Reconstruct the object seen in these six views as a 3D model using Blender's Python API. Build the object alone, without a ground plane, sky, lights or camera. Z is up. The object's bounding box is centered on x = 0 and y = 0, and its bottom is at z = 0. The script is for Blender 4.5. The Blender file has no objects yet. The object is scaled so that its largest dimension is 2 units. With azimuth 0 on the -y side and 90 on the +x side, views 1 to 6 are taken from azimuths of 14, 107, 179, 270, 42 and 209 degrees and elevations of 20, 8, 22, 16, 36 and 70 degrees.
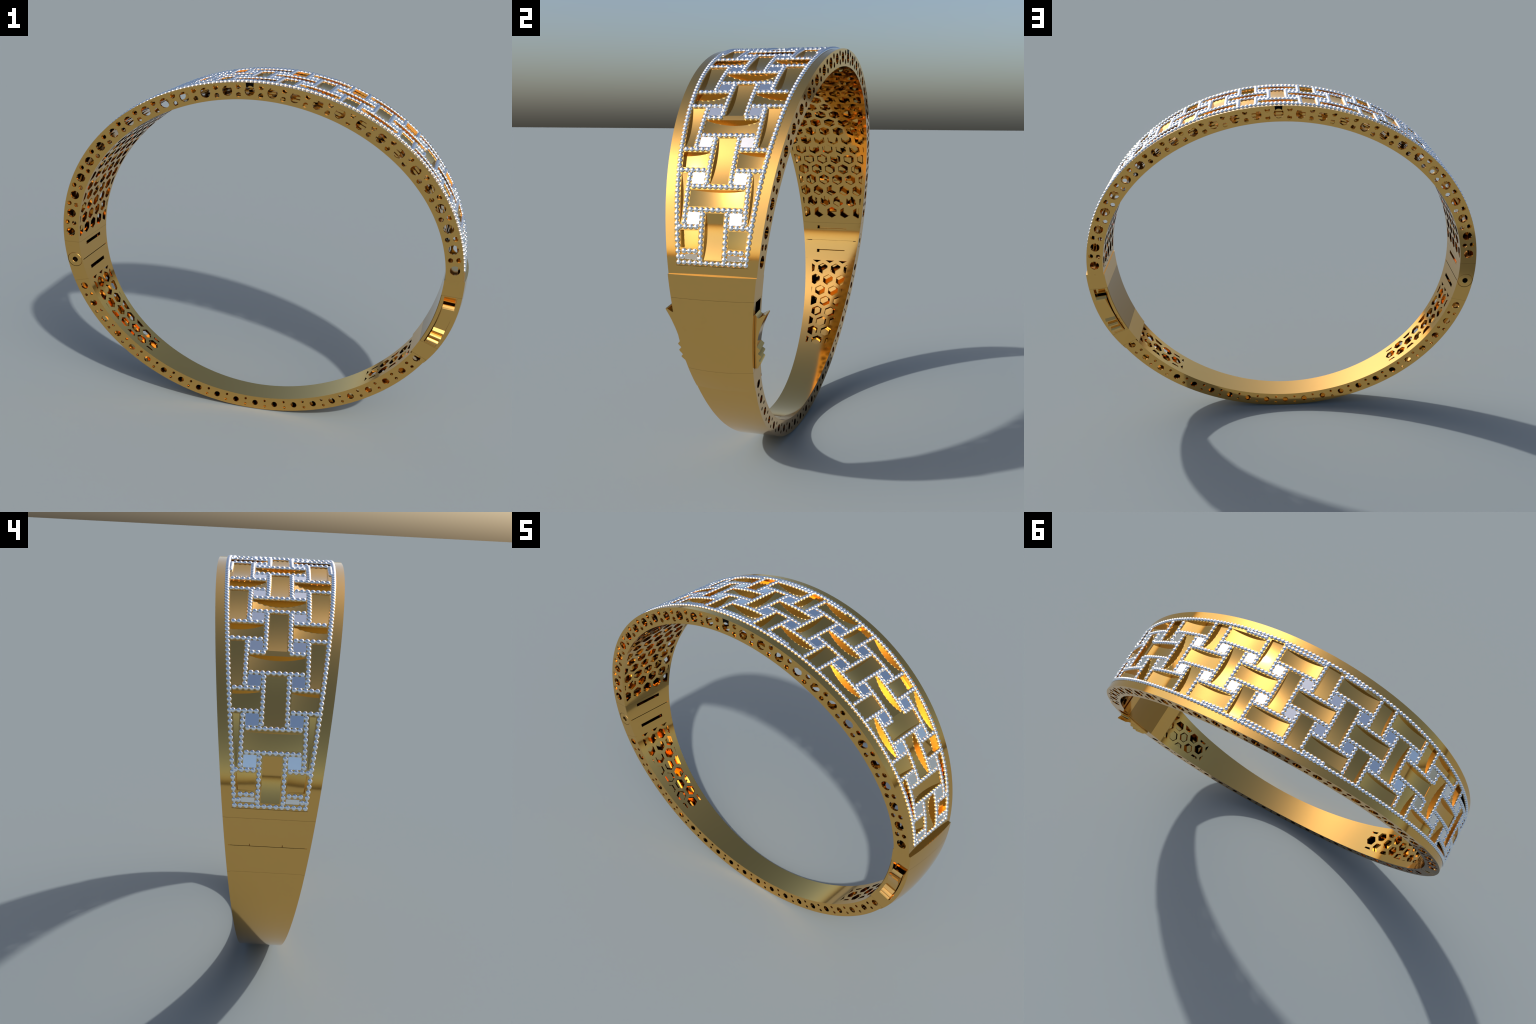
"""Hinged gold bangle with a basket-weave top set with silver-white stones.

The bangle stands on its edge: the ring lies in the xz plane and its width
runs along y.  Everything is described in ring coordinates:
  s_out / s_mid / s_in : arc length along the outer, middle and inner curve
                         (0 at the top, positive towards +x)
  t                    : position across the width (= y)
  h                    : height above the curve
Parts are flat plates with holes, laid out in those coordinates and bent
round the ring by a mapping function.
"""
import math
import bpy
import numpy as np
from mathutils import Vector, Matrix
from mathutils.geometry import delaunay_2d_cdt

PI = math.pi
# ------------------------------------------------------------------ profile
ZC, X0 = 0.8552, -0.0055
R_OUT = (0.9187, 0.0030, 0.0653, 0.0012, 0.0031)   # r = a + b sin + c cos2 + d sin3 + e cos4
R_IN = (0.8417, -0.0027, 0.0606, -0.0011, 0.0046)


def radius(c, th):
    return c[0] + c[1] * np.sin(th) + c[2] * np.cos(2 * th) + c[3] * np.sin(3 * th) + c[4] * np.cos(4 * th)


def half_width(z):
    """half the width of the bangle: wide on top, narrow at the bottom"""
    return 0.0636 + 0.1439 * z - 0.0439 * z ** 2 + 0.01633 * z ** 3 + 0.006 * np.exp(-(z / 0.25) ** 2)


PHI = np.linspace(0, 2 * PI, 7201)          # angle from the top, clockwise
TH = PI / 2 - PHI


class RingCurve:
    def __init__(self, c):
        r = radius(c, TH)
        self.x, self.z = X0 + r * np.cos(TH), ZC + r * np.sin(TH)
        self.s = np.concatenate([[0], np.cumsum(np.hypot(np.diff(self.x), np.diff(self.z)))])
        self.total = self.s[-1]
        tx, tz = np.gradient(self.x), np.gradient(self.z)
        tx[0] = tx[-1] = tx[1]
        tz[0] = tz[-1] = 0.0
        n = np.hypot(tx, tz)
        self.nx, self.nz = -tz / n, tx / n   # outward normal

    def phi(self, s):
        return np.interp(np.mod(s, self.total), self.s, PHI)

    def at(self, phi):
        return [np.interp(phi, PHI, a) for a in (self.x, self.z, self.nx, self.nz)]


OUT, INN = RingCurve(R_OUT), RingCurve(R_IN)
MID = RingCurve([(a + b) / 2 for a, b in zip(R_OUT, R_IN)])


def on_outer(s, t, h):
    x, z, nx, nz = OUT.at(OUT.phi(s))
    return np.stack([x + nx * h, t, z + nz * h], -1)


def on_inner(s, t, h):
    """h counts from the inner surface into the metal"""
    x, z, nx, nz = INN.at(INN.phi(s))
    return np.stack([x + nx * h, t, z + nz * h], -1)


def mid_frame(s):
    p = MID.phi(s)
    xo, zo, _, _ = OUT.at(p)
    xi, zi, _, _ = INN.at(p)
    th = np.hypot(xo - xi, zo - zi)
    return (xo + xi) / 2, (zo + zi) / 2, (xo - xi) / th, (zo - zi) / th, th


def thickness(s):
    return mid_frame(s)[4]


def on_side(sign):
    """u = s_mid, v = radial offset from the middle, h = above the side face"""
    def f(s, v, h):
        x, z, dx, dz, _ = mid_frame(s)
        return np.stack([x + dx * v, sign * (width_mid(s) + h), z + dz * v], -1)
    return f


def width_at(phi):
    """half width where the ring angle is phi: the side faces are square to the ring"""
    return half_width(OUT.at(phi)[1])


def width_out(s):
    return width_at(OUT.phi(s))


def width_in(s):
    return width_at(INN.phi(s))


def width_mid(s):
    return width_at(MID.phi(s))


# ---------------------------------------------------------------- materials
def metal(name, colour, rough):
    m = bpy.data.materials.new(name)
    m.use_nodes = True
    nt = m.node_tree
    b = nt.nodes["Principled BSDF"]
    b.inputs["Metallic"].default_value = 1.0
    tc = nt.nodes.new("ShaderNodeTexCoord")
    noise = nt.nodes.new("ShaderNodeTexNoise")
    noise.inputs["Scale"].default_value = 9.0
    noise.inputs["Detail"].default_value = 3.0
    nt.links.new(tc.outputs["Object"], noise.inputs["Vector"])
    ramp = nt.nodes.new("ShaderNodeValToRGB")
    ramp.color_ramp.elements[0].position = 0.3
    ramp.color_ramp.elements[1].position = 0.7
    ramp.color_ramp.elements[0].color = (*[c * 0.992 for c in colour], 1)
    ramp.color_ramp.elements[1].color = (*colour, 1)
    nt.links.new(noise.outputs["Fac"], ramp.inputs["Fac"])
    nt.links.new(ramp.outputs["Color"], b.inputs["Base Color"])
    rr = nt.nodes.new("ShaderNodeMapRange")
    rr.inputs["To Min"].default_value = rough * 0.94
    rr.inputs["To Max"].default_value = rough * 1.06
    nt.links.new(noise.outputs["Fac"], rr.inputs["Value"])
    nt.links.new(rr.outputs["Result"], b.inputs["Roughness"])
    return m


GOLD = metal("polished_gold", (0.808, 0.472, 0.133), 0.08)
DARKER_GOLD = metal("darker_gold", (0.41, 0.235, 0.066), 0.085)
STONE = metal("silver_white_stone", (0.96, 0.965, 0.97), 0.10)

# ------------------------------------------------------------- mesh helpers


def inside(poly, pts):
    """points inside polygon (even-odd), vectorised"""
    x, y = pts[:, 0], pts[:, 1]
    res = np.zeros(len(pts), bool)
    a = np.asarray(poly)
    b = np.roll(a, -1, 0)
    for (x1, y1), (x2, y2) in zip(a, b):
        if y1 == y2:
            continue
        c = (y1 > y) != (y2 > y)
        res ^= c & (x < (x2 - x1) * (y - y1) / (y2 - y1) + x1)
    return res


def densify(poly, step):
    out = []
    n = len(poly)
    for i in range(n):
        a, b = np.array(poly[i], float), np.array(poly[(i + 1) % n], float)
        k = max(1, int(math.ceil(np.linalg.norm(b - a) / step)))
        out += [tuple(a + (b - a) * j / k) for j in range(k)]
    return out


def circle(cx, cy, r, n=28):
    return [(cx + r * math.cos(2 * PI * i / n), cy + r * math.sin(2 * PI * i / n)) for i in range(n)]


def band(u0, u1, lo, hi, step=0.012):
    """outline of the region u0<u<u1, lo(u)<v<hi(u)"""
    u = np.linspace(u0, u1, max(2, int((u1 - u0) / step) + 1))
    return [(a, float(lo(a))) for a in u] + [(a, float(hi(a))) for a in u[::-1]]


def plate(name, outline, holes, mapping, top, bottom, mat, grid=0.03, parent=None):
    """A plate with holes laid out in (u, v) and bent by `mapping(u, v, h)`.
    top / bottom: heights, numbers or functions of (u, v)."""
    ft = top if callable(top) else (lambda u, v: np.full(np.shape(u), top))
    fb = bottom if callable(bottom) else (lambda u, v: np.full(np.shape(u), bottom))
    loops = [outline] + list(holes)
    pts, edges = [], []
    for lp in loops:
        k = len(pts)
        pts += [(float(a), float(b)) for a, b in lp]
        edges += [(k + i, k + (i + 1) % len(lp)) for i in range(len(lp))]
    o = np.array(outline)
    lo, hi = o.min(0), o.max(0)
    if grid:
        gx = np.arange(lo[0] + grid * .51, hi[0], grid)
        gy = np.arange(lo[1] + grid * .52, hi[1], grid)
        g = np.stack(np.meshgrid(gx, gy), -1).reshape(-1, 2)
        g = g[inside(outline, g)]
        # stay clear of the loops
        allp = np.array(pts)
        keep = np.ones(len(g), bool)
        for i in range(0, len(g), 500):
            d = np.abs(g[i:i + 500, None, :] - allp[None]).max(-1).min(1)
            keep[i:i + 500] = d > grid * 0.3
        pts += [tuple(p) for p in g[keep]]
    res = delaunay_2d_cdt([Vector(p) for p in pts], edges, [], 0, 1e-7)
    P = np.array([(v.x, v.y) for v in res[0]])
    T = np.array([f for f in res[2] if len(f) == 3])
    c = P[T].mean(1)
    keep = inside(outline, c)
    for hpoly in holes:
        hp = np.array(hpoly)
        near = keep & (c[:, 0] > hp[:, 0].min()) & (c[:, 0] < hp[:, 0].max()) & (c[:, 1] > hp[:, 1].min()) & (c[:, 1] < hp[:, 1].max())
        idx = np.where(near)[0]
        if len(idx):
            keep[idx[inside(hpoly, c[idx])]] = False
    T = T[keep]
    used = np.unique(T)
    remap = -np.ones(len(P), int)
    remap[used] = np.arange(len(used))
    P, T = P[used], remap[T]
    u, v = P[:, 0], P[:, 1]
    e = 1e-4

    def surface(f):
        h = f(u, v)
        A = mapping(u, v, h)
        du = mapping(u + e, v, f(u + e, v)) - mapping(u - e, v, f(u - e, v))
        dv = mapping(u, v + e, f(u, v + e)) - mapping(u, v - e, f(u, v - e))
        n = np.cross(du, dv)
        return A, n / np.linalg.norm(n, axis=1, keepdims=True)

    A, nA = surface(ft)
    B, nB = surface(fb)
    up = mapping(u, v, ft(u, v) + 1e-3) - A
    flip = (np.sum(nA * up, 1).mean() < 0)
    if np.mean(ft(u, v)) < np.mean(fb(u, v)):
        flip = not flip
    if flip:
        nA, nB = -nA, -nB
    nB = -nB
    n = len(P)
    # orientation of the triangles on the top surface
    fn = np.cross(A[T[:, 1]] - A[T[:, 0]], A[T[:, 2]] - A[T[:, 0]])
    bad = np.sum(fn * nA[T[:, 0]], 1) < 0
    T[bad] = T[bad][:, ::-1]
    ecount = {}
    for a, b, cc in T.tolist():
        for p, q in ((a, b), (b, cc), (cc, a)):
            ecount[(p, q)] = 1
    border = [(p, q) for p, q in ecount if (q, p) not in ecount]
    verts = np.vstack([A, B])
    faces = [tuple(t) for t in T.tolist()] + [(t[2] + n, t[1] + n, t[0] + n) for t in T.tolist()]
    normals = [nA[i] for t in T for i in t] + [nB[i] for t in T for i in t[::-1]]
    # walls
    wall_n, at = [], {}
    for k, (p, q) in enumerate(border):
        w = np.cross(verts[q] - verts[p], verts[p + n] - verts[p])
        w = -w
        L = np.linalg.norm(w)
        w = w / L if L > 1e-14 else np.array([0, 0, 1.0])
        wall_n.append(w)
        at.setdefault(p, []).append(k)
        at.setdefault(q, []).append(k)
    for k, (p, q) in enumerate(border):
        faces.append((q, p, p + n, q + n))
        w = np.cross(verts[p] - verts[q], verts[p + n] - verts[q])
        s = 1.0 if np.dot(w, wall_n[k]) >= 0 else -1.0
        nn = {}
        for r in (p, q):
            a = sum((wall_n[j] for j in at[r] if np.dot(wall_n[j], wall_n[k]) > 0.8), np.zeros(3))
            nn[r] = s * a / np.linalg.norm(a)
        normals += [nn[q], nn[p], nn[p], nn[q]]
    me = bpy.data.meshes.new(name)
    me.from_pydata([tuple(x) for x in verts], [], faces)
    me.polygons.foreach_set("use_smooth", [True] * len(me.polygons))
    me.update()
    me.normals_split_custom_set([tuple(x) for x in normals])
    me.materials.append(mat)
    ob = bpy.data.objects.new(name, me)
    bpy.context.scene.collection.objects.link(ob)
    ob.parent = parent
    return ob


def mesh_object(name, verts, faces, mat, parent=None, angle=30):
    me = bpy.data.meshes.new(name)
    me.from_pydata([tuple(v) for v in verts], [], faces)
    me.polygons.foreach_set("use_smooth", [True] * len(me.polygons))
    me.set_sharp_from_angle(angle=math.radians(angle))
    me.update()
    me.materials.append(mat)
    ob = bpy.data.objects.new(name, me)
    bpy.context.scene.collection.objects.link(ob)
    ob.parent = parent
    return ob


# ------------------------------------------------------------------- layout
P = 0.1472                 # pitch of the weave along the band
HL = 0.0425                # bead line beside a crosswise strip (from its centre line)
VL = 0.0448                # bead line beside a lengthwise strip
TS = 0.1125                # inner bead line of the outer lengthwise strips
TO = 0.2025                # outer bead line of the same strips
BW = 0.0112                # half the width of the ledge carrying beads
S_END = 1.409              # closing bead line
FRAME_END = 1.4205
JOINT_OUT, JOINT_MID, JOINT_IN = 1.4550, 1.391, 1.3300
RIM = 0.0455               # plain rim between the border beads and the side face
SIDE_T, LEDGE, LATTICE_T = 0.012, -0.0010, 0.0265


def border(s):
    z = on_outer(np.asarray(s, float), 0 * np.asarray(s, float), 0.0)[..., 2]
    return half_width(z) - RIM + 0.001 * z


root = bpy.data.objects.new("bangle_bracelet", None)
bpy.context.scene.collection.objects.link(root)
root["label"] = "hinged gold bangle with basket-weave top set with white stones"
root["category"] = "bracelet"

# ------------------------------------------------------------ upper half
upper = plate("upper_half",
              band(-JOINT_OUT, JOINT_OUT, lambda s: -width_out(s) + SIDE_T, lambda s: width_out(s) - SIDE_T),
              [band(-FRAME_END, FRAME_END, lambda s: -border(s) - 0.0105, lambda s: border(s) + 0.0105)],
              on_outer, 0.0, -0.016, GOLD, grid=0, parent=root)

# side plates with their rows of round holes
HOLE_PITCH = 0.1028


def side_holes_upper():
    hs = []
    for k in range(-13, 14):
        s = k * HOLE_PITCH
        hs.append(circle(s, 0.001, 0.0229, 32))
    for k in range(-13, 13):
        s = (k + 0.5) * HOLE_PITCH
        hs.append(circle(s, 0.0194, 0.0117, 20))
        hs.append(circle(s, -0.0172, 0.0117, 20))
    return hs


for sg in (1, -1):
    plate("side_plate", band(-JOINT_MID, JOINT_MID, lambda s: -thickness(s) / 2, lambda s: thickness(s) / 2),
          side_holes_upper(), on_side(sg), 0.0, -SIDE_T, GOLD, grid=0.03, parent=upper)


DARK = metal("black_patch", (0.006, 0.005, 0.004), 0.5)
for sg in (1, -1):
    edge = float(thickness(0.0)) / 2
    arc = [(0.0229 * math.sin(a), 0.0229 * math.cos(a)) for a in np.linspace(0.80, -0.80, 9)]
    plate("black_patch", [(-0.0178, edge - 0.0012), (0.0178, edge - 0.0012)] + arc, [],
          on_side(sg), 0.0004, -0.004, DARK, grid=0, parent=upper)

# honeycomb liner
def clip(poly, a, b, c):
    """keep the part of a polygon where a*u + b*v <= c"""
    out = []
    for i in range(len(poly)):
        p, q = poly[i], poly[(i + 1) % len(poly)]
        dp, dq = a * p[0] + b * p[1] - c, a * q[0] + b * q[1] - c
        if dp <= 0:
            out.append(p)
        if dp * dq < 0:
            k = dp / (dp - dq)
            out.append((p[0] + (q[0] - p[0]) * k, p[1] + (q[1] - p[1]) * k))
    return out


def area(poly):
    return abs(sum(p[0] * q[1] - q[0] * p[1] for p, q in zip(poly, poly[1:] + poly[:1]))) / 2


HEX, HEX_R = 0.0731, 0.0310


def honeycomb(s_ref, s_lo, s_hi, limit):
    """hexagons of the lattice with a cell centred at (s_ref, 0), cut to the patch"""
    cells = []
    row = HEX * math.sqrt(3) / 2
    for i in range(int((s_lo - s_ref) / row) - 2, int((s_hi - s_ref) / row) + 3):
        s = s_ref + i * row
        for j in range(-5, 6):
            t = (j + 0.5 * (i % 2)) * HEX
            p = [(s + HEX_R * math.cos(k * PI / 3), t + HEX_R * math.sin(k * PI / 3)) for k in range(6)]
            p = clip(clip(p, 1, 0, s_hi), -1, 0, -s_lo)
            m = float(limit(s))
            dm = float(limit(s + 0.01) - limit(s - 0.01)) / 0.02
            p = clip(p, -dm, 1, m - dm * s) if p else p
            p = clip(p, -dm, -1, m - dm * s) if p else p
            if len(p) > 2 and area(p) > 3e-5:
                cells.append(p)
    return cells


LINER = 0.013
plate("honeycomb_liner",
      band(-JOINT_IN, JOINT_IN, lambda s: -width_in(s) + SIDE_T, lambda s: width_in(s) - SIDE_T),
      honeycomb(-0.0040, -1.303, 1.303, lambda s: width_in(s) - SIDE_T - 0.004),
      on_inner, 0.0, LINER, GOLD, grid=0.03, parent=upper)

# ---- windows of the weave
H_HALF, V_HALF_T, V_HALF_S, H_HALF_T = HL - BW, VL - BW, P - HL - BW, TS - BW
windows = []        # (polygon, long axis 'u'|'v', centre along it, half length)


def rect(u0, u1, v0, v1):
    return [(u0, v0), (u1, v0), (u1, v1), (u0, v1)]


def cut_window(u0, u1, v_in, v_cap, sign):
    us = np.linspace(u0, u1, 7)
    edge = [(float(a), min(v_cap, float(border(a)) - BW)) for a in us]
    return [(a, sign * b) for a, b in [(u0, v_in), (u1, v_in)] + edge[::-1]]


for k in range(-9, 10):
    s = k * P
    if k % 2 == 0:
        windows.append((rect(s - H_HALF, s + H_HALF, -H_HALF_T, H_HALF_T), "v", 0.0, H_HALF_T))
        for sg in (1, -1):
            windows.append((cut_window(s - V_HALF_S, s + V_HALF_S, TS + BW, TO - BW, sg), "u", s, V_HALF_S))
    else:
        a, b = s - V_HALF_S, s + V_HALF_S
        if k == 9:
            b = S_END - BW
        if k == -9:
            a = -S_END + BW
        windows.append((rect(a, b, -V_HALF_T, V_HALF_T), "u", (a + b) / 2, (b - a) / 2))
        for sg in (1, -1):
            windows.append((cut_window(s - H_HALF, s + H_HALF, VL + BW, 9.0, sg), "v", sg * 0.1575, H_HALF_T))

GEM_S, GEM_T, GEM_C = 0.0450, 0.0478, 0.0787
gems = [(sg * (k + 0.5) * P, st * GEM_C, GEM_S, GEM_T) for k in range(9) for sg in (1, -1) for st in (1, -1)]
gems += [(sg * 1.3878, st * GEM_C, 0.0185, GEM_T) for sg in (1, -1) for st in (1, -1)]

plate("stone_setting",
      band(-S_END - 0.0105, S_END + 0.0105, lambda s: -border(s) - BW, lambda s: border(s) + BW),
      [densify(w[0], 0.02) for w in windows],
      on_outer, LEDGE, LEDGE - LATTICE_T, GOLD, grid=0.03, parent=upper)

# ---- concave strips filling the windows
DIP_END, DIP_MID = 0.0030, 0.0165
for poly, axis, mid, half in windows:
    c = np.mean(poly, 0)
    lo, hi = np.min(poly, 0), np.max(poly, 0)

    def floor(u, v, axis=axis, mid=mid, half=half):
        x = ((u if axis == "u" else v) - mid) / half
        return -(DIP_END + (DIP_MID - DIP_END) * (1 - np.minimum(1.1, x * x)))

    grown = rect(lo[0] - 0.004, hi[0] + 0.004, lo[1] - 0.004, hi[1] + 0.004)
    plate("woven_strip", densify(grown, 0.012), [], on_outer, floor,
          lambda u, v, f=floor: f(u, v) - 0.006, GOLD, grid=0.012, parent=upper)


# ---- set stones
def frame_at(s, t, h):
    p = on_outer(np.array([s]), np.array([t]), np.array([h]))[0]
    q = on_outer(np.array([s + 1e-3]), np.array([t]), np.array([h]))[0]
    a = Vector(q - p).normalized()
    b = Vector((0, 1, 0))
    n = b.cross(a) * -1
    if n.dot(Vector((p[0], 0, p[2] - ZC))) < 0:
        n = -n
    b = n.cross(a)
    return Matrix(((a.x, b.x, n.x, p[0]), (a.y, b.y, n.y, p[1]), (a.z, b.z, n.z, p[2]), (0, 0, 0, 1)))


def gem_mesh(a, b, depth=0.010, bev=0.0012):
    v, f = [], []
    for z, k in ((-depth, 0.0), (-bev, 0.0), (0.0, bev)):
        for sx, sy in ((-1, -1), (1, -1), (1, 1), (-1, 1)):
            v.append((sx * (a / 2 - k), sy * (b / 2 - k), z))
    f.append((3, 2, 1, 0))
    f.append((8, 9, 10, 11))
    for r in (0, 4):
        for i in range(4):
            j = (i + 1) % 4
            f.append((r + i, r + j, r + 4 + j, r + 4 + i))
    me = bpy.data.meshes.new("baguette_stone")
    me.from_pydata(v, [], f)
    me.update()
    me.materials.append(STONE)
    return me


square, slim = gem_mesh(GEM_S, GEM_T), gem_mesh(0.0185, GEM_T)
for s, t, a, b in gems:
    ob = bpy.data.objects.new("baguette_stone", square if a > 0.03 else slim)
    ob.matrix_world = frame_at(s, t, 0.0018)
    bpy.context.scene.collection.objects.link(ob)
    ob.parent = upper

# ---- rows of round stones
BEAD = 0.0098
rows = []


def row(p0, p1, step=0.0200):
    n = max(1, int(round(math.hypot(p1[0] - p0[0], p1[1] - p0[1]) / step)))
    rows.append([(p0[0] + (p1[0] - p0[0]) * i / n, p0[1] + (p1[1] - p0[1]) * i / n) for i in range(n + 1)])


V_SPAN = 0.0872
for k in range(-9, 10):
    s = k * P
    if k % 2 == 0:                                   # crosswise strip in the middle
        for d in (-1, 1):
            x = s + d * HL
            if abs(k) == 6 and d * k < 0:            # this one dives under its neighbour
                row((x, 0.0925), (x, 0.0515))
                row((x, -0.0515), (x, -0.0925))
            else:
                row((x, -0.0920), (x, 0.0920), 0.0204)
        for sg in (1, -1):
            row((s - V_SPAN, sg * TS), (s + V_SPAN, sg * TS), 0.0194)
            line = [(s - V_SPAN + 2 * V_SPAN * i / 9, sg * TO) for i in range(10)]
            line = [q for q in line if TO < float(border(q[0])) - 0.0113]
            if line:
                rows.append(line)
    else:                                            # lengthwise strip in the middle
        a, b = s - V_SPAN, s + V_SPAN
        if k == 9:
            b = 1.3935
        if k == -9:
            a = -1.3935
        for sg in (1, -1):
            row((a, sg * VL), (b, sg * VL), 0.0194)
            for d in (-1, 1):
                x = s + d * HL
                line = []
                t = VL + 0.0203
                while t < float(border(x)) - 0.0085:
                    line.append((x, sg * t))
                    t += 0.0206
                rows.append(line)
for sg in (1, -1):
    n = int(2 * S_END / 0.0197)
    rows.append([(u, sg * float(border(u))) for u in np.linspace(-S_END, S_END, n + 1)])
    e = float(border(S_END))
    row((sg * S_END, -e + 0.0203), (sg * S_END, e - 0.0203), 0.0200)
    for st in (1, -1):
        rows.append([(sg * 1.3885, st * (GEM_C + GEM_T / 2 + 0.0095))])

beads = [q for r in rows for q in r]
links = [((a[0] + b[0]) / 2, (a[1] + b[1]) / 2) for r in rows for a, b in zip(r, r[1:])]


def ball(r, nu, nv, zs=1.0):
    v, f = [(0, 0, -r * zs)], []
    for i in range(1, nv):
        b = -PI / 2 + PI * i / nv
        v += [(r * math.cos(b) * math.cos(2 * PI * j / nu), r * math.cos(b) * math.sin(2 * PI * j / nu), r * zs * math.sin(b)) for j in range(nu)]
    v.append((0, 0, r * zs))
    for j in range(nu):
        f.append((0, 1 + (j + 1) % nu, 1 + j))
        f.append((len(v) - 1, len(v) - 1 - nu + j, len(v) - 1 - nu + (j + 1) % nu))
    for i in range(nv - 2):
        for j in range(nu):
            a, b = 1 + i * nu + j, 1 + i * nu + (j + 1) % nu
            f.append((a, b, b + nu, a + nu))
    return v, f


bv, bf = ball(BEAD, 22, 14, 0.82)
bead_me = bpy.data.meshes.new("round_stone")
bead_me.from_pydata(bv, [], bf)
bead_me.polygons.foreach_set("use_smooth", [True] * len(bead_me.polygons))
bead_me.materials.append(STONE)
BEAD_H = 0.0003
order = sorted(range(len(beads)), key=lambda i: abs(beads[i][1]) + 0.02 * abs(beads[i][0]))
for i in order[:300]:
    ob = bpy.data.objects.new("round_stone", bead_me)
    ob.matrix_world = frame_at(*beads[i], BEAD_H)
    bpy.context.scene.collection.objects.link(ob)
    ob.parent = upper


def joined(name, where, h, shape, mat, parent):
    v0, f0 = np.array(shape[0]), shape[1]
    V, F = [], []
    for q in where:
        M = np.array(frame_at(q[0], q[1], h))
        k = len(V) * len(v0)
        V.append(v0 @ M[:3, :3].T + M[:3, 3])
        F += [tuple(i + k for i in f) for f in f0]
    ob = mesh_object(name, np.vstack(V), F, mat, parent, angle=80)
    ob["kind"] = "stuff"
    return ob


joined("round_stone_rows", [beads[i] for i in order[300:]], BEAD_H, (bv, bf), STONE, upper)
joined("stone_prongs", links, 0.0000, ball(0.0036, 12, 8), STONE, upper)

# ------------------------------------------------------------ lower half
MT, IT, OT = MID.total, INN.total, OUT.total
LOW_MID0, LOW_MID1 = 1.850, MT - 1.605      # from the clasp round the bottom to the hinge
lower = plate("lower_half",
              band(LOW_MID0 * OT / MT, OT - 1.605 * OT / MT, lambda s: -width_out(s) + SIDE_T, lambda s: width_out(s) - SIDE_T),
              [], on_outer, 0.0, -0.014, GOLD, grid=0.03, parent=root)


def side_holes_lower():
    hs = []
    half = MT / 2
    for k in range(-11, 12):
        s = half + k * 0.1035
        if s - 0.0182 < LOW_MID0 - 0.021 or s + 0.02 > LOW_MID1:
            continue
        g = abs(k) / 11
        hs.append(circle(s, 0.0, 0.0148 + 0.0038 * g, 26))
    for k in range(-11, 11):
        s = half + (k + 0.5) * 0.1035
        if s - 0.01 < LOW_MID0 or s + 0.01 > LOW_MID1:
            continue
        g = abs(k + 0.5) / 11
        r = 0.0069 + 0.0012 * g
        hs.append(circle(s, 0.0156, r, 18))
        hs.append(circle(s, -0.0156, r, 18))
    return hs


for sg in (1, -1):
    plate("side_plate", band(LOW_MID0 - 0.021, LOW_MID1, lambda s: -thickness(s) / 2, lambda s: thickness(s) / 2),
          side_holes_lower(), on_side(sg), 0.0, -SIDE_T, GOLD, grid=0.03, parent=lower)

lim = lambda s: width_in(s) - 0.037
SLOT_T = 0.083
low_cells = honeycomb(IT - 1.651, IT - 2.067, IT - 1.5410, lim) + honeycomb(1.895, 1.775, 2.067, lim)
low_cells.append(densify(rect(IT - 1.4965, IT - 1.4790, -SLOT_T + 0.004, SLOT_T - 0.004), 0.02))
plate("honeycomb_liner",
      band(1.755, IT - 1.4300, lambda s: -width_in(s) + SIDE_T, lambda s: width_in(s) - SIDE_T),
      low_cells, on_inner, 0.0, LINER, GOLD, grid=0.03, parent=lower)

# ------------------------------------------------------------------ hinge
hinge = plate("hinge", band(-1.4262, -JOINT_IN - 0.0006, lambda s: -width_in(s) + SIDE_T, lambda s: width_in(s) - SIDE_T),
              [densify(rect(-1.3640, -1.3465, -SLOT_T, SLOT_T), 0.02)],
              on_inner, 0.0, LINER, GOLD, grid=0.03, parent=root)
HINGE_S = -1.490
for sg in (1, -1):
    plate("hinge_cheek", band(-1.6045, -JOINT_MID - 0.0006, lambda s: -thickness(s) / 2, lambda s: thickness(s) / 2),
          [circle(HINGE_S, 0.0, 0.0382, 48)], on_side(sg), 0.0, -SIDE_T, GOLD, grid=0.03, parent=hinge)
    # pin head with its drilled hole
    prof = [(0.0138, -0.030), (0.0138, -0.0012), (0.0155, 0.0), (0.0225, 0.0), (0.0355, 0.0), (0.0368, -0.0014), (0.0368, -0.02)]
    N = 48
    V, F = [], []
    for r, h in prof:
        for i in range(N):
            a = 2 * PI * i / N
            V.append(on_side(sg)(np.array([HINGE_S + r * math.cos(a)]), np.array([r * math.sin(a)]), np.array([h]))[0])
    for j in range(len(prof) - 1):
        for i in range(N):
            q = (j * N + i, j * N + (i + 1) % N, (j + 1) * N + (i + 1) % N, (j + 1) * N + i)
            F.append(q if sg > 0 else q[::-1])
    mesh_object("hinge_pin", V, F, GOLD, hinge, 25)
    plate("pin_hole_shadow_disc", circle(HINGE_S, 0.0, 0.0141, 32), [], on_side(sg), -0.010, -0.016, DARK, grid=0, parent=hinge)  # near-black disc modelled for the darkness inside the drilled hole

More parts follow.
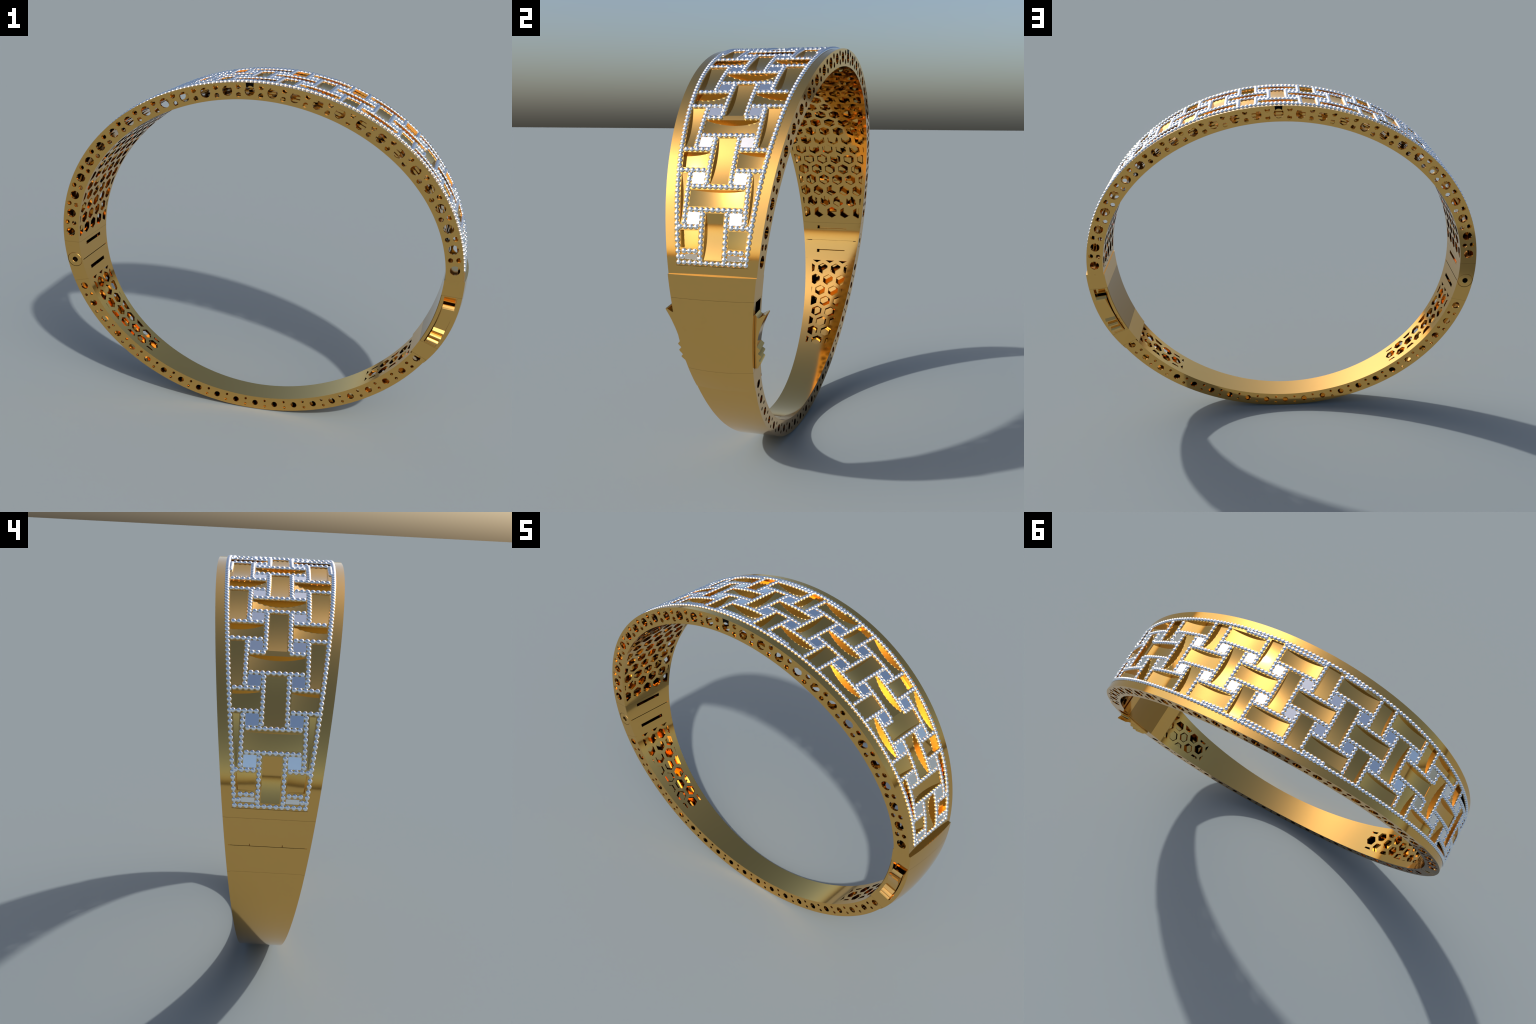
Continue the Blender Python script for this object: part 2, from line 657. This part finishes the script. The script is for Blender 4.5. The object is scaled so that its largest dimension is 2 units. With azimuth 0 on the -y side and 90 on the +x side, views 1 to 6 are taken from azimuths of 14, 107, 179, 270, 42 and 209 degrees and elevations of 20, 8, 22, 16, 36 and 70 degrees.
plate("hinge_core", band(-1.600, -1.394, lambda s: -0.118, lambda s: 0.118), [],
      lambda s, t, h: (lambda q: np.stack([q[0] + q[2] * h, t, q[1] + q[3] * h], -1))(mid_frame(s)),
      0.020, -0.004, GOLD, grid=0.03, parent=hinge)
K = OT / MT
for a, b in ((-1.496 * K, -JOINT_OUT - 0.0006), (-1.6045 * K, -1.4978 * K)):
    holes = []
    outline = band(a, b, lambda s: -width_out(s) + SIDE_T, lambda s: width_out(s) - SIDE_T)
    if b > -1.47 * K:                      # knuckle gaps cut into the upper leaf
        holes = [rect(a + 0.0004, a + 0.008, t - 0.0012, t + 0.0012) for t in (0.065, -0.052)]
    plate("hinge_leaf", outline, holes, on_outer, 0.0, -0.020, GOLD, grid=0.03, parent=hinge)

# ------------------------------------------------------------------ clasp
C0, C1, C2, C3, CHEEK_END = JOINT_MID - 0.003, 1.469, 1.750, 1.8485, 1.8284
knots = (C0, 1.43, C1, 1.60, C2, 1.80, C3)


def smooth_curve(values):
    fit = np.polyfit(np.array(knots) - 1.6, values, 3)
    return lambda s: np.polyval(fit, np.asarray(s, float) - 1.6)


out_off = smooth_curve((0.0080, 0.0081, 0.0084, 0.0098, 0.0088, 0.0062, 0.0024))      # proud of the ring, outside
crown = smooth_curve((0.0105, 0.0108, 0.0111, 0.0120, 0.0128, 0.0118, 0.0095))        # extra height in the middle
in_off = smooth_curve((-0.0035, -0.0070, -0.0092, -0.0102, -0.0102, -0.0085, -0.0060))  # proud inside
CH, SHELL, LINE = 0.022, 0.965, 0.035


def across(s, t, h):
    """u = s_mid, v = t, h = 1 on the outer face and 0 on the inner one"""
    x, z, dx, dz, th = mid_frame(s)
    lo = -th / 2 + in_off(s)
    hi = th / 2 + out_off(s)
    w = width_mid(s)
    r = np.where(h <= 1.0, lo + (hi - lo) * h, hi + (h - 1.0) * crown(s) * (1 - (t / w) ** 2))
    return np.stack([x + dx * r, t, z + dz * r], -1)


def cheek_edge(s, h):
    return (thickness(s) / 2 + out_off(s)) * h + (-thickness(s) / 2 + in_off(s)) * (1 - h)


clasp = None
for a, b, nm in ((C1 + .0006, C2 - .0006, "clasp"), (C0, C1, "clasp_catch"), (C2, C3, "clasp_end")):
    # crowned outer shell (h from just under the edge, 0.97, to the crown, 2.0)
    ob = plate(nm, densify(band(a, b, lambda s: -width_mid(s), lambda s: width_mid(s)), 0.013), [],
               across, 2.0, SHELL, GOLD, grid=0.02, parent=clasp or root)
    clasp = clasp or ob
    plate("clasp_core", band(a, b, lambda s: -width_mid(s) + CH, lambda s: width_mid(s) - CH), [],
          across, SHELL, LINE, GOLD, grid=0.03, parent=clasp)
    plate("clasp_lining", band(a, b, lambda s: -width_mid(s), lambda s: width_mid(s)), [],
          across, LINE, 0.0, DARKER_GOLD if nm == "clasp" else GOLD, grid=0.03, parent=clasp)
SLOT = [(s, f) for s, f in densify([(1.4730, -0.0325), (1.7445, -0.0305), (1.7445, 0.0305), (1.4730, 0.0270)], 0.02)]
for sg in (1, -1):
    for a, b, holes in ((C1 + .0006, C2 - .0006, [SLOT]), (C0, C1, []), (C2, CHEEK_END, [])):
        plate("clasp_cheek", band(a, b, lambda s: cheek_edge(s, LINE), lambda s: cheek_edge(s, SHELL)),
              holes, on_side(sg), 0.0, -CH, GOLD, grid=0.03, parent=clasp)

    # thumb latch: lifted tip, hollow back, three grip ridges
    prof = [(1.743, -0.014), (1.743, 0.0005), (1.741, 0.0100), (1.736, 0.0145), (1.732, 0.0135), (1.724, 0.0195), (1.716, 0.0250),
            (1.712, 0.0232), (1.706, 0.0162), (1.700, 0.0185), (1.691, 0.0242), (1.6855, 0.0258), (1.681, 0.0218), (1.675, 0.0138),
            (1.669, 0.0160), (1.663, 0.0208), (1.6575, 0.0225), (1.651, 0.0162), (1.6445, 0.0100), (1.630, 0.0112), (1.606, 0.0140),
            (1.590, 0.0168), (1.575, 0.0204), (1.560, 0.0245), (1.545, 0.0293), (1.530, 0.0352), (1.5212, 0.0393), (1.5180, 0.0378),
            (1.521, 0.0290), (1.527, 0.0210), (1.5315, 0.0140), (1.529, 0.0085), (1.523, 0.0045), (1.518, 0.0005), (1.517, -0.006), (1.522, -0.014)]

    def latch_map(s, v, h, sg=sg):
        x, z, dx, dz, _ = mid_frame(s)
        return np.stack([x + dx * h, sg * (width_mid(s) + v), z + dz * h], -1)

    plate("latch", densify(prof, 0.01), [], latch_map, 0.0260, -0.0285, GOLD, grid=0.01, parent=clasp)

bpy.context.view_layer.update()
